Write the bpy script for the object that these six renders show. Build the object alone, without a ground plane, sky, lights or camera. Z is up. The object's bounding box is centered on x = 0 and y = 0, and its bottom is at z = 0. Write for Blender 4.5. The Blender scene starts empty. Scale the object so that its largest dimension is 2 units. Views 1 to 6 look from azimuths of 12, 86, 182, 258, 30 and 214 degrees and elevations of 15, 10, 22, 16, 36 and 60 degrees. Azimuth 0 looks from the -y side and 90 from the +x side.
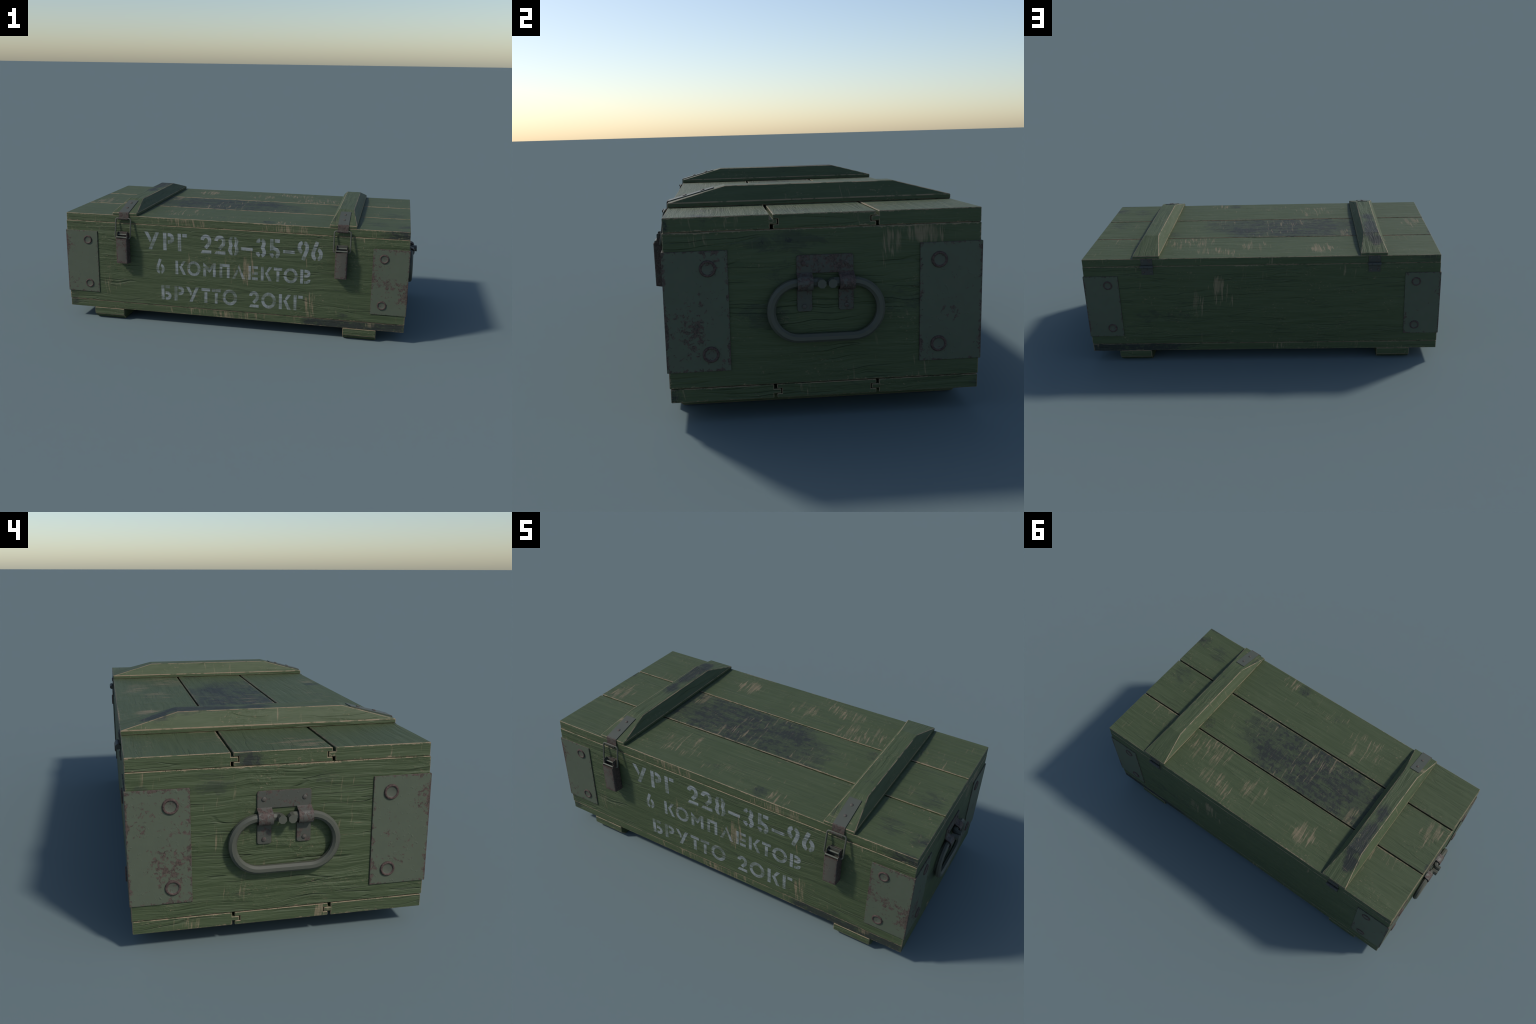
# Weathered green wooden transport crate with stencilled lettering, built from measured parts.
import bpy, bmesh, math
from mathutils import Vector

# ------------------------------------------------------------------ sizes (metres)
YC = 0.0185                      # the box itself sits a little behind the origin (latches stick out in front)
BX = 0.9505                      # half length
FY, BY = -0.4462, 0.4826         # front and back faces
Z_SKID, Z_FLOOR, Z_RIM, Z_TOP = 0.0645, 0.1085, 0.5710, 0.6146
GAP = 0.0007
LATCH_X = 0.605                  # battens, latches and hinges share this station
SKID_X = 0.7145

# ------------------------------------------------------------------ scene graph helpers
def new_obj(name, mesh, parent=None, mats=()):
    ob = bpy.data.objects.new(name, mesh)
    bpy.context.scene.collection.objects.link(ob)
    if parent: ob.parent = parent
    if mesh is not None:
        for m in mats:
            mesh.materials.append(m)
    return ob

def empty(name, parent=None, loc=(0, 0, 0)):
    ob = bpy.data.objects.new(name, None)
    bpy.context.scene.collection.objects.link(ob)
    ob.location = loc
    if parent: ob.parent = parent
    return ob

def shade(me, angle=None):
    """flat, or smooth where neighbouring faces meet at less than the angle"""
    if angle is None:
        for p in me.polygons: p.use_smooth = False
        return
    for p in me.polygons: p.use_smooth = True
    bm = bmesh.new(); bm.from_mesh(me)
    for e in bm.edges:
        if len(e.link_faces) == 2:
            e.smooth = e.calc_face_angle(0) < angle
    bm.to_mesh(me); bm.free()

def finish(bm, name, chamfer=0.0, angle=None, min_angle=0.5, worn=True):
    """chamfer the convex edges; the chamfer faces take material slot 1 (worn edge)"""
    bmesh.ops.remove_doubles(bm, verts=bm.verts, dist=1e-6)
    bmesh.ops.recalc_face_normals(bm, faces=bm.faces)
    if chamfer:
        edges = [e for e in bm.edges if len(e.link_faces) == 2 and e.is_convex and e.calc_face_angle(0) > min_angle]
        res = bmesh.ops.bevel(bm, geom=edges, offset=chamfer, offset_type='OFFSET', segments=1,
                              profile=0.5, affect='EDGES', clamp_overlap=True)
        if worn:
            for f in res['faces']:
                if f.is_valid: f.material_index = 1
    me = bpy.data.meshes.new(name)
    bm.to_mesh(me); bm.free()
    shade(me, angle)
    return me

def prism(bm, poly, axis, a, b):
    """extrude a 2D polygon along an axis; the polygon is in the two other axes, in xyz order"""
    def put(p, t):
        return {0: (t, p[0], p[1]), 1: (p[0], t, p[1]), 2: (p[0], p[1], t)}[axis]
    va = [bm.verts.new(put(p, a)) for p in poly]
    vb = [bm.verts.new(put(p, b)) for p in poly]
    n = len(poly)
    fs = [bm.faces.new(va), bm.faces.new(vb[::-1])]
    for i in range(n):
        fs.append(bm.faces.new((va[i], vb[i], vb[(i + 1) % n], va[(i + 1) % n])))
    return fs

def block(bm, x0, x1, y0, y1, z0, z1):
    return prism(bm, [(y0, z0), (y1, z0), (y1, z1), (y0, z1)], 0, x0, x1)

def strip_profile(path, th):
    """closed outline of a bent strip of thickness th along a 2D path (centre line)"""
    L, R = [], []
    for i, p in enumerate(path):
        a = Vector(path[max(i - 1, 0)]); b = Vector(path[min(i + 1, len(path) - 1)])
        p = Vector(p)
        d1 = (p - a).normalized() if i else (b - p).normalized()
        d2 = (b - p).normalized() if i < len(path) - 1 else d1
        t = (d1 + d2).normalized()
        n = Vector((-t.y, t.x)) * (th / 2 / max(0.5, math.sqrt((1 + d1.dot(d2)) / 2)))
        L.append(tuple(p + n)); R.append(tuple(p - n))
    return L, R

def bent_strip(bm, path, th, axis, a, b):
    """solid strip: quads along the path so curved profiles stay clean"""
    L, R = strip_profile(path, th)
    def put(p, t):
        return {0: (t, p[0], p[1]), 1: (p[0], t, p[1])}[axis]
    rows = [[bm.verts.new(put(q, t)) for q, t in ((l, a), (l, b), (r, b), (r, a))] for l, r in zip(L, R)]
    for i in range(len(rows) - 1):
        for k in range(4):
            bm.faces.new((rows[i][k], rows[i][(k + 1) % 4], rows[i + 1][(k + 1) % 4], rows[i + 1][k]))
    bm.faces.new(rows[0]); bm.faces.new(rows[-1][::-1])

def tube(bm, pts, r, sides=8, closed=False, twist=0.0):
    pts = [Vector(p) for p in pts]; n = len(pts); rings = []
    def tan(i):
        if closed: return (pts[(i + 1) % n] - pts[i - 1]).normalized()
        return (pts[min(i + 1, n - 1)] - pts[max(i - 1, 0)]).normalized()
    t0 = tan(0); u = t0.orthogonal().normalized()
    for i in range(n):
        t = tan(i); u = (u - t * u.dot(t)).normalized(); v = t.cross(u)
        rings.append([bm.verts.new(pts[i] + r * (math.cos(a) * u + math.sin(a) * v))
                      for a in (twist + 2 * math.pi * k / sides for k in range(sides))])
    for i in range(n if closed else n - 1):
        A, B = rings[i], rings[(i + 1) % n]
        for k in range(sides):
            bm.faces.new((A[k], A[(k + 1) % sides], B[(k + 1) % sides], B[k]))
    if not closed:
        bm.faces.new(rings[0][::-1]); bm.faces.new(rings[-1])

def lathe(bm, prof, axis_from, axis_dir, seg=20):
    """revolve (radius, height) pairs about an axis"""
    d = Vector(axis_dir).normalized(); u = d.orthogonal().normalized(); v = d.cross(u); o = Vector(axis_from)
    rings = []
    for r, h in prof:
        if r < 1e-6: rings.append([bm.verts.new(o + d * h)])
        else: rings.append([bm.verts.new(o + d * h + r * (math.cos(a) * u + math.sin(a) * v))
                            for a in (2 * math.pi * k / seg for k in range(seg))])
    out = []
    for A, B in zip(rings, rings[1:]):
        fs = []
        for k in range(seg):
            k2 = (k + 1) % seg
            if len(A) == 1: fs.append(bm.faces.new((A[0], B[k], B[k2])))
            elif len(B) == 1: fs.append(bm.faces.new((A[k], B[0], A[k2])))
            else: fs.append(bm.faces.new((A[k], B[k], B[k2], A[k2])))
        out.append(fs)
    return out

def arc_pts(cx, cy, rx, ry, a0, a1, n):
    return [(cx + rx * math.cos(math.radians(a0 + (a1 - a0) * i / n)),
             cy + ry * math.sin(math.radians(a0 + (a1 - a0) * i / n))) for i in range(n + 1)]

# ------------------------------------------------------------------ node helpers
class Nodes:
    def __init__(self, name):
        self.mat = bpy.data.materials.new(name); self.mat.use_nodes = True
        self.t = self.mat.node_tree; self.t.nodes.clear()
    def node(self, kind, **props):
        n = self.t.nodes.new(kind)
        for k, v in props.items(): setattr(n, k, v)
        return n
    def put(self, sock, val):
        if isinstance(val, bpy.types.NodeSocket): self.t.links.new(val, sock)
        elif isinstance(val, (tuple, list)) and len(val) == 3 and sock.type == 'RGBA': sock.default_value = (*val, 1)
        else: sock.default_value = val
    def m(self, op, a, b=0.0, c=None, clamp=False):
        n = self.node('ShaderNodeMath', operation=op, use_clamp=clamp)
        self.put(n.inputs[0], a); self.put(n.inputs[1], b)
        if c is not None: self.put(n.inputs[2], c)
        return n.outputs[0]
    def v(self, op, a, b=(0, 0, 0)):
        n = self.node('ShaderNodeVectorMath', operation=op)
        self.put(n.inputs[0], a)
        if op == 'SCALE': self.put(n.inputs['Scale'], b)
        else: self.put(n.inputs[1], b)
        return n.outputs['Value'] if op in ('LENGTH', 'DOT_PRODUCT', 'DISTANCE') else n.outputs[0]
    def xyz(self, x, y, z):
        n = self.node('ShaderNodeCombineXYZ')
        for i, s in enumerate((x, y, z)): self.put(n.inputs[i], s)
        return n.outputs[0]
    def sep(self, vec):
        n = self.node('ShaderNodeSeparateXYZ'); self.put(n.inputs[0], vec)
        return n.outputs[0], n.outputs[1], n.outputs[2]
    def noise(self, vec, scale=1.0, detail=2.0, rough=0.5, dist=0.0):
        n = self.node('ShaderNodeTexNoise'); self.put(n.inputs['Vector'], vec)
        n.inputs['Scale'].default_value = scale; n.inputs['Detail'].default_value = detail
        n.inputs['Roughness'].default_value = rough; n.inputs['Distortion'].default_value = dist
        return n.outputs['Fac']
    def step(self, x, lo, hi, a=0.0, b=1.0):
        n = self.node('ShaderNodeMapRange', interpolation_type='SMOOTHSTEP')
        self.put(n.inputs[0], x); self.put(n.inputs[1], lo); self.put(n.inputs[2], hi)
        self.put(n.inputs[3], a); self.put(n.inputs[4], b)
        return n.outputs[0]
    def mix(self, f, a, b):
        n = self.node('ShaderNodeMix', data_type='RGBA')
        self.put(n.inputs[0], f); self.put(n.inputs[6], a); self.put(n.inputs[7], b)
        return n.outputs[2]
    def pick(self, f, a, b):
        """scalar mix"""
        n = self.node('ShaderNodeMix', data_type='FLOAT')
        self.put(n.inputs[0], f); self.put(n.inputs[2], a); self.put(n.inputs[3], b)
        return n.outputs[0]
    def spots(self, p, items):
        """soft ellipsoids (cx,cy,cz, rx,ry,rz, strength) in object space, largest wins"""
        acc = 0.0
        for cx, cy, cz, rx, ry, rz, s in items:
            d = self.v('LENGTH', self.v('MULTIPLY', self.v('SUBTRACT', p, (cx, cy, cz)), (1 / rx, 1 / ry, 1 / rz)))
            w = self.step(d, 1.0, 0.35, 0.0, s)
            acc = w if isinstance(acc, float) else self.m('MAXIMUM', acc, w)
        return acc
    def bump(self, height, strength, dist, normal=None):
        n = self.node('ShaderNodeBump'); n.inputs['Strength'].default_value = strength
        n.inputs['Distance'].default_value = dist; self.put(n.inputs['Height'], height)
        if normal is not None: self.put(n.inputs['Normal'], normal)
        return n.outputs[0]
    def surface(self, color, rough, normal=None, spec=0.4, metal=0.0):
        b = self.node('ShaderNodeBsdfPrincipled'); o = self.node('ShaderNodeOutputMaterial')
        self.put(b.inputs['Base Color'], color); self.put(b.inputs['Roughness'], rough)
        self.put(b.inputs['Specular IOR Level'], spec); self.put(b.inputs['Metallic'], metal)
        if normal is not None: self.put(b.inputs['Normal'], normal)
        self.t.links.new(b.outputs[0], o.inputs[0])
        return self.mat

GREEN_A = (0.051, 0.071, 0.030)
GREEN_B = (0.063, 0.083, 0.038)
TAN = (0.27, 0.20, 0.125)
SOOT = (0.019, 0.022, 0.021)
WHITE = (0.215, 0.235, 0.235)
METAL = (0.083, 0.098, 0.066)
RUST = (0.070, 0.046, 0.039)

def wood(name, along='x', off=0.0, scratch=(), dirt=(), bare=0.0, scratch_bias=0.0, dirt_bias=0.0, worn=0.0,
         paint=False, relief=1.0, checks=0.6, wavy=1.0, soot=1.0, box=None):
    """old green paint on timber: grain runs along the board, scrapes run across it"""
    N = Nodes(name)
    co = N.node('ShaderNodeTexCoord').outputs['Object']
    tn = N.node('ShaderNodeNewGeometry').outputs['True Normal']
    x, y, z = N.sep(co); nx, ny, nz = N.sep(tn)
    isx = N.m('GREATER_THAN', N.m('ABSOLUTE', nx), 0.72)
    isy = N.m('GREATER_THAN', N.m('ABSOLUTE', ny), 0.72)
    side = N.m('MAXIMUM', isx, isy)
    if along == 'x':
        a = N.pick(isx, x, y); c = N.pick(side, y, z)
    else:
        a = N.pick(isy, y, x); c = N.pick(side, x, z)
    k = N.m('ADD', N.m('ADD', N.m('MULTIPLY', N.m('ROUND', nx), 3.17), N.m('MULTIPLY', N.m('ROUND', ny), 7.73)), off)

    # ---- grain relief: long wavy checks, medium ridges, fine fibre
    warp = N.noise(N.xyz(N.m('MULTIPLY', a, 5.0), N.m('MULTIPLY', c, 9.0), k), 1.0, 2.0, 0.5)
    cw = N.m('ADD', c, N.m('MULTIPLY', N.m('SUBTRACT', warp, 0.5), 0.040 * wavy))
    ridge = N.noise(N.xyz(N.m('MULTIPLY', a, 3.2), N.m('MULTIPLY', cw, 55.0), k), 1.0, 3.0, 0.55)
    ck = N.noise(N.xyz(N.m('MULTIPLY', a, 1.9), N.m('MULTIPLY', cw, 27.0), N.m('ADD', k, 4.4)), 1.0, 1.5, 0.5)
    gate = N.step(N.noise(N.xyz(N.m('MULTIPLY', a, 4.0), N.m('MULTIPLY', c, 12.0), N.m('ADD', k, 9.1)), 1.0, 2.0), 0.44, 0.58)
    check = N.m('MULTIPLY', N.step(N.m('ABSOLUTE', N.m('SUBTRACT', ck, 0.5)), 0.017, 0.0), N.m('MULTIPLY', gate, checks))
    fibre = N.noise(N.xyz(N.m('MULTIPLY', a, 14.0), N.m('MULTIPLY', cw, 260.0), k), 1.0, 2.0, 0.6)
    lump = N.noise(N.xyz(N.m('MULTIPLY', a, 45.0), N.m('MULTIPLY', c, 70.0), k), 1.0, 3.0, 0.6)
    lump_gate = N.step(N.noise(N.xyz(N.m('MULTIPLY', a, 6.0), N.m('MULTIPLY', c, 8.0), N.m('ADD', k, 2.2)), 1.0, 2.0), 0.48, 0.66)

    # ---- scrapes to bare wood, running across the grain, in clusters
    hot = N.spots(co, scratch) if scratch else 0.0
    bend = N.noise(N.xyz(N.m('MULTIPLY', a, 7.0), N.m('MULTIPLY', c, 7.0), N.m('ADD', k, 0.6)), 1.0, 2.0, 0.5)
    slant = N.m('ADD', N.m('ADD', a, N.m('MULTIPLY', c, 0.10)), N.m('MULTIPLY', bend, 0.016))
    streak = N.noise(N.xyz(N.m('MULTIPLY', slant, 80.0), N.m('MULTIPLY', c, 7.0), k), 1.0, 3.0, 0.64)
    fine = N.noise(N.xyz(N.m('MULTIPLY', slant, 190.0), N.m('MULTIPLY', c, 16.0), k), 1.0, 2.0, 0.6)
    field = N.noise(N.xyz(N.m('MULTIPLY', a, 3.4), N.m('MULTIPLY', c, 4.2), N.m('ADD', k, 1.7)), 1.0, 2.0, 0.5)
    need = N.m('SUBTRACT', 0.69 - scratch_bias, N.m('MULTIPLY', N.step(field, 0.45, 0.72), 0.095))
    need = N.m('SUBTRACT', need, N.m('MULTIPLY', hot, 0.172))
    need = N.m('SUBTRACT', need, N.m('MULTIPLY', side, 0.022))
    val = N.m('ADD', N.m('MULTIPLY', streak, 0.72), N.m('MULTIPLY', fine, 0.28))
    scrape = N.step(val, need, N.m('ADD', need, 0.12))
    # flakes: little chips in the rough patches
    chip = N.noise(N.xyz(N.m('MULTIPLY', a, 75.0), N.m('MULTIPLY', c, 110.0), N.m('ADD', k, 5.5)), 1.0, 4.0, 0.65, 0.6)
    chips = N.m('MULTIPLY', N.step(chip, 0.575, 0.70), N.m('MULTIPLY', lump_gate, 0.5))
    # hairline scratches along the grain
    hair = N.noise(N.xyz(N.m('MULTIPLY', a, 11.0), N.m('MULTIPLY', cw, 210.0), N.m('ADD', k, 2.9)), 1.0, 3.0, 0.6)
    hairs = N.m('MULTIPLY', N.step(hair, 0.66, 0.74), N.m('MULTIPLY', N.step(field, 0.46, 0.62), 0.42))
    chips = N.m('MAXIMUM', chips, hairs)
    # rubbed patches: broad faint smears where the paint has gone thin
    rub = N.noise(N.xyz(N.m('MULTIPLY', slant, 38.0), N.m('MULTIPLY', c, 4.0), N.m('ADD', k, 7.1)), 1.0, 4.0, 0.68)
    rub_need = N.m('SUBTRACT', N.m('SUBTRACT', 0.70 - scratch_bias, N.m('MULTIPLY', hot, 0.17)), N.m('MULTIPLY', N.step(field, 0.45, 0.72), 0.07))
    rubbed = N.m('MULTIPLY', N.step(rub, rub_need, N.m('ADD', rub_need, 0.16)), N.m('ADD', 0.14, N.m('MULTIPLY', fine, 0.42)))
    tan_f = N.m('MAXIMUM', N.m('MAXIMUM', N.m('MULTIPLY', scrape, 0.66), rubbed), chips)
    if box:     # chips along the board's edges: distance to an edge is the middle one of the three face distances
        d = [N.m('MINIMUM', N.m('SUBTRACT', q, lo), N.m('SUBTRACT', hi, q)) for q, (lo, hi) in zip((x, y, z), box)]
        mid = N.m('MAXIMUM', N.m('MINIMUM', d[0], d[1]), N.m('MINIMUM', N.m('MAXIMUM', d[0], d[1]), d[2]))
        rim = N.step(mid, 0.010, 0.0)
        tan_f = N.m('MAXIMUM', tan_f, N.m('MULTIPLY', N.step(N.m('ADD', N.m('ADD', N.m('MULTIPLY', chip, 0.6), N.m('MULTIPLY', field, 0.4)), N.m('MULTIPLY', rim, 0.13)), 0.615, 0.70), N.m('MULTIPLY', N.step(rim, 0.0, 0.25), 0.75)))
    if worn:
        e1 = N.noise(N.xyz(N.m('MULTIPLY', x, 26.0), N.m('MULTIPLY', y, 26.0), N.m('MULTIPLY', z, 26.0)), 1.0, 4.0, 0.65)
        tan_f = N.m('MAXIMUM', tan_f, N.step(e1, 0.62 - worn * 0.32, 0.74 - worn * 0.32, 0.12, 0.9))
    if bare:
        tan_f = N.m('MAXIMUM', tan_f, bare)

    # ---- grime and scorch stains
    stain_hot = N.spots(co, dirt) if dirt else 0.0
    grime = N.noise(N.xyz(N.m('MULTIPLY', a, 16.0), N.m('MULTIPLY', c, 27.0), N.m('ADD', k, 3.3)), 1.0, 8.0, 0.80, 0.6)
    grime = N.m('ADD', grime, N.m('ADD', N.m('MULTIPLY', N.m('SUBTRACT', ridge, 0.5), 0.22), N.m('MULTIPLY', N.m('SUBTRACT', fibre, 0.5), 0.15)))
    far = N.noise(N.xyz(N.m('MULTIPLY', a, 3.0), N.m('MULTIPLY', c, 4.5), N.m('ADD', k, 6.6)), 1.0, 2.0, 0.5)
    fleck = N.noise(N.xyz(N.m('MULTIPLY', slant, 44.0), N.m('MULTIPLY', c, 34.0), N.m('ADD', k, 5.9)), 1.0, 6.0, 0.74, 0.4)
    fleck = N.m('ADD', N.m('MULTIPLY', fleck, 0.6), N.m('MULTIPLY', grime, 0.4))
    dn = N.m('SUBTRACT', 0.735 - dirt_bias, N.m('MULTIPLY', stain_hot, 0.23 + 0.07 * soot))
    dn = N.m('SUBTRACT', dn, N.m('MULTIPLY', N.step(far, 0.52, 0.75), 0.085))
    soot_f = N.m('ADD', N.m('MULTIPLY', N.step(fleck, N.m('ADD', dn, 0.035), N.m('ADD', dn, 0.10)), 0.46),
                 N.m('MULTIPLY', N.step(grime, N.m('SUBTRACT', dn, 0.13), N.m('ADD', dn, 0.02)), 0.44))
    tone = N.noise(N.xyz(N.m('MULTIPLY', a, 5.0), N.m('MULTIPLY', c, 60.0), N.m('ADD', k, 8.0)), 1.0, 3.0, 0.6)
    base = N.mix(N.step(tone, 0.3, 0.7), GREEN_A, GREEN_B)
    if paint:   # stencil paint, thin where the roller skipped over the fibres
        skip = N.noise(N.xyz(N.m('MULTIPLY', x, 150.0), N.m('MULTIPLY', z, 14.0), 1.0), 1.0, 3.0, 0.6)
        skip2 = N.noise(N.xyz(N.m('MULTIPLY', x, 9.0), N.m('MULTIPLY', z, 90.0), 4.0), 1.0, 3.0, 0.6)
        patch = N.noise(N.xyz(N.m('MULTIPLY', x, 14.0), N.m('MULTIPLY', z, 16.0), 7.0), 1.0, 1.0, 0.5)
        cover = N.m('ADD', N.m('ADD', N.m('MULTIPLY', skip, 0.5), N.m('MULTIPLY', skip2, 0.5)),
                    N.m('MULTIPLY', N.m('SUBTRACT', patch, 0.5), 0.85))
        base = N.mix(N.step(cover, 0.66, 0.40, 0.30, 1.0), base, WHITE)
        soot_f = N.m('MULTIPLY', soot_f, 0.3)
        tan_f = N.m('MULTIPLY', tan_f, 0.8)
    base = N.mix(N.m('MULTIPLY', check, 0.35), base, (0.030, 0.038, 0.024))
    col = N.mix(soot_f, base, SOOT)
    tan_t = N.mix(N.noise(co, 60.0, 2.0), (TAN[0] * .8, TAN[1] * .8, TAN[2] * .8), TAN)
    col = N.mix(N.m('MULTIPLY', tan_f, N.m('SUBTRACT', 1.0, N.m('MULTIPLY', soot_f, 0.35))), col, tan_t)

    h = N.m('ADD', N.m('MULTIPLY', N.m('MULTIPLY', N.m('SUBTRACT', ridge, 0.5), 0.9), N.pick(gate, 0.75, 1.35)), N.m('MULTIPLY', fibre, 0.22))
    h = N.m('SUBTRACT', h, N.m('MULTIPLY', check, 0.75))
    h = N.m('ADD', h, N.m('MULTIPLY', N.m('MULTIPLY', lump, lump_gate), 0.55))
    h = N.m('SUBTRACT', h, N.m('MULTIPLY', tan_f, 0.12))
    nrm = N.bump(h, 1.0, 0.0042 * relief)
    rough = N.m('ADD', 0.56, N.m('MULTIPLY', fibre, 0.16))
    return N.surface(col, rough, nrm, spec=0.35)

def metal(name, rust=0.0, seed=0.0, spots=(), base=METAL, edge=False, shine=0.0, lumps=1.0, near=None):
    """painted sheet steel with rust breaking through"""
    N = Nodes(name)
    tc = N.node('ShaderNodeTexCoord').outputs['Object']
    loc = N.node('ShaderNodeObjectInfo').outputs['Location']
    p = N.v('ADD', N.v('ADD', tc, N.v('SCALE', loc, 1.0)), (seed, seed * 0.7, -seed))
    big = N.noise(p, 7.0, 2.0, 0.5)
    mid = N.noise(p, 62.0, 6.0, 0.72, 0.5)
    fine = N.noise(p, 170.0, 3.0, 0.6)
    need = N.m('SUBTRACT', 0.655 - rust, N.m('MULTIPLY', N.step(big, 0.46, 0.72), 0.10))
    if spots:
        need = N.m('SUBTRACT', need, N.m('MULTIPLY', N.spots(tc, spots), 0.125))
    if near:
        need = N.m('SUBTRACT', need, N.m('MULTIPLY', near(N, tc), 0.16))
    r = N.step(N.m('ADD', N.m('MULTIPLY', mid, 0.85), N.m('MULTIPLY', fine, 0.15)), need, N.m('ADD', need, 0.05), 0.0, 0.9)
    if edge:
        r = N.m('MAXIMUM', r, N.step(mid, 0.36, 0.56, 0.15, 0.92))
    tone = N.mix(N.noise(p, 22.0, 4.0, 0.6), tuple(v * 0.92 for v in base), tuple(v * 1.10 for v in base))
    rustc = N.mix(N.step(fine, 0.35, 0.65), tuple(v * 0.62 for v in RUST), tuple(v * 1.35 for v in RUST))
    col = N.mix(r, tone, rustc)
    pits = N.noise(p, 75.0, 3.0, 0.55)
    h = N.m('ADD', N.m('MULTIPLY', r, -0.35), N.m('ADD', N.m('MULTIPLY', N.step(pits, 0.60, 0.78), 0.45 * lumps), N.m('MULTIPLY', fine, 0.10)))
    h = N.m('ADD', h, N.m('MULTIPLY', N.m('MULTIPLY', fine, r), 0.5))
    nrm = N.bump(h, 0.8, 0.0022)
    rough = N.m('ADD', 0.62 - shine, N.m('MULTIPLY', r, 0.18))
    return N.surface(col, rough, nrm, spec=0.32)

# ------------------------------------------------------------------ materials and where the wear sits
S_TOP = dict(
    front=dict(scratch=[(-.30, -.29, .61, .20, .13, .05, .75), (.30, -.40, .61, .10, .07, .05, .9), (-.02, -.36, .61, .2, .08, .05, .55),
                        (-.25, -.44, .59, .18, .03, .05, .6), (.35, -.445, .59, .2, .02, .05, .5), (.9, -.3, .61, .1, .12, .05, .45)],
               dirt=[(.91, -.445, .59, .16, .03, .06, 1.0), (.92, -.34, .61, .07, .06, .05, .6), (.78, -.31, .61, .09, .09, .05, .55),
                     (.2, -.40, .61, .06, .06, .05, .65), (-.09, -.345, .61, .07, .05, .05, .6)]),
    middle=dict(scratch=[(-.86, -.05, .61, .09, .12, .05, .9), (-.47, .11, .61, .05, .1, .05, .95), (.77, -.02, .61, .04, .09, .05, .85),
                         (-.05, .0, .61, .45, .14, .05, .45)],
                dirt=[(.24, -.06, .62, .18, .22, .10, .8), (.06, .02, .62, .24, .34, .12, .95), (-.14, .02, .62, .26, .36, .12, 1.0), (-.32, .02, .62, .22, .36, .12, 1.0), (-.47, .03, .62, .14, .3, .12, .85), (.51, .11, .62, .06, .06, .05, .7),
                      (.85, -.06, .61, .12, .1, .05, .6), (-.95, .125, .595, .03, .07, .06, 1.0), (-.95, .14, .60, .03, .04, .05, 1.0)]),
    back=dict(scratch=[(.40, .25, .61, .2, .13, .05, .95), (.05, .31, .61, .17, .1, .05, .7), (-.33, .34, .61, .1, .12, .05, .7),
                       (.89, .38, .61, .05, .09, .05, .8), (.24, .38, .61, .2, .1, .05, .55), (-.85, .40, .61, .1, .08, .05, .35)],
              dirt=[(-.1, .2, .61, .06, .04, .05, .5), (-.9, .485, .59, .08, .02, .05, .6)]),
)
FRONT_SCR = [(.093, FY, .37, .035, .02, .14, .8), (.124, FY, .43, .02, .02, .16, .75), (.446, FY, .17, .05, .02, .16, 1.0), (.41, FY, .39, .05, .02, .12, .65),
             (.71, FY, .565, .05, .02, .03, .7), (-.40, FY, .567, .09, .02, .03, .6), (-.69, FY, .19, .13, .02, .09, .5), (.62, FY, .2, .12, .02, .1, .35),
             (.3, FY, .12, .3, .02, .05, .35), (-.25, FY, .12, .2, .02, .05, .35)]
FRONT_DIRT = [(.62, FY, .12, .05, .02, .04, .7), (-.93, FY, .12, .05, .02, .05, .6)]
BACK_SCR = [(.23, BY, .41, .05, .02, .17, 1.0), (.345, BY, .34, .06, .02, .14, .85), (.17, BY, .35, .03, .02, .12, .6), (-.455, BY, .53, .09, .02, .06, .7), (-.2, BY, .12, .3, .02, .05, .35)]
BACK_DIRT = [(.62, BY, .28, .12, .02, .06, .55), (.45, BY, .27, .14, .02, .04, .4)]
END_R_SCR = [(BX, .215, .52, .02, .05, .06, .95), (BX, .195, .46, .02, .025, .12, .6), (BX, .32, .545, .02, .09, .05, .8), (BX, .30, .14, .02, .06, .06, .7), (BX, -.34, .55, .02, .05, .04, .6)]
END_R_DIRT = [(BX, -.10, .535, .02, .22, .05, .7), (BX, -.16, .32, .02, .12, .06, .7), (BX, .26, .35, .02, .12, .07, .6), (BX, -.05, .45, .02, .15, .08, .5)]
END_L_SCR = [(-BX, .42, .545, .02, .06, .05, .8), (-BX, .22, .32, .02, .03, .1, .6), (-BX, .29, .33, .02, .03, .1, .55), (-BX, -.18, .4, .02, .04, .1, .4), (-BX, .2, .15, .02, .2, .05, .4)]
END_L_DIRT = [(-BX, .24, .52, .02, .1, .06, .6), (-BX, -.1, .53, .02, .08, .04, .45), (-BX, .44, .52, .02, .03, .02, .8)]
BOT_SCR = [(-.0, FY, .09, .45, .03, .05, .75), (.77, FY, .095, .04, .03, .03, .9), (-.1, BY, .09, .09, .03, .04, .9), (-.52, BY, .09, .1, .03, .04, .7),
           (-BX, .33, .085, .02, .09, .04, .7), (-BX, -.11, .085, .02, .06, .04, .95), (BX, -.04, .09, .02, .05, .04, .6)]
BOT_DIRT = [(.72, FY, .088, .40, .06, .09, 1.0), (.5, FY, .08, .16, .05, .06, 1.0), (.88, FY, .1, .12, .05, .06, 1.0), (-.93, FY, .09, .05, .03, .04, .8), (.7, BY, .088, .42, .06, .09, 1.0)]

def wood_pair(name, **kw):
    edge = kw.pop('edge_wear', 0.78)
    return [wood(name, **kw), wood(name + '_worn_edge', **{**kw, 'worn': edge, 'scratch_bias': 0.05})]

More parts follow.
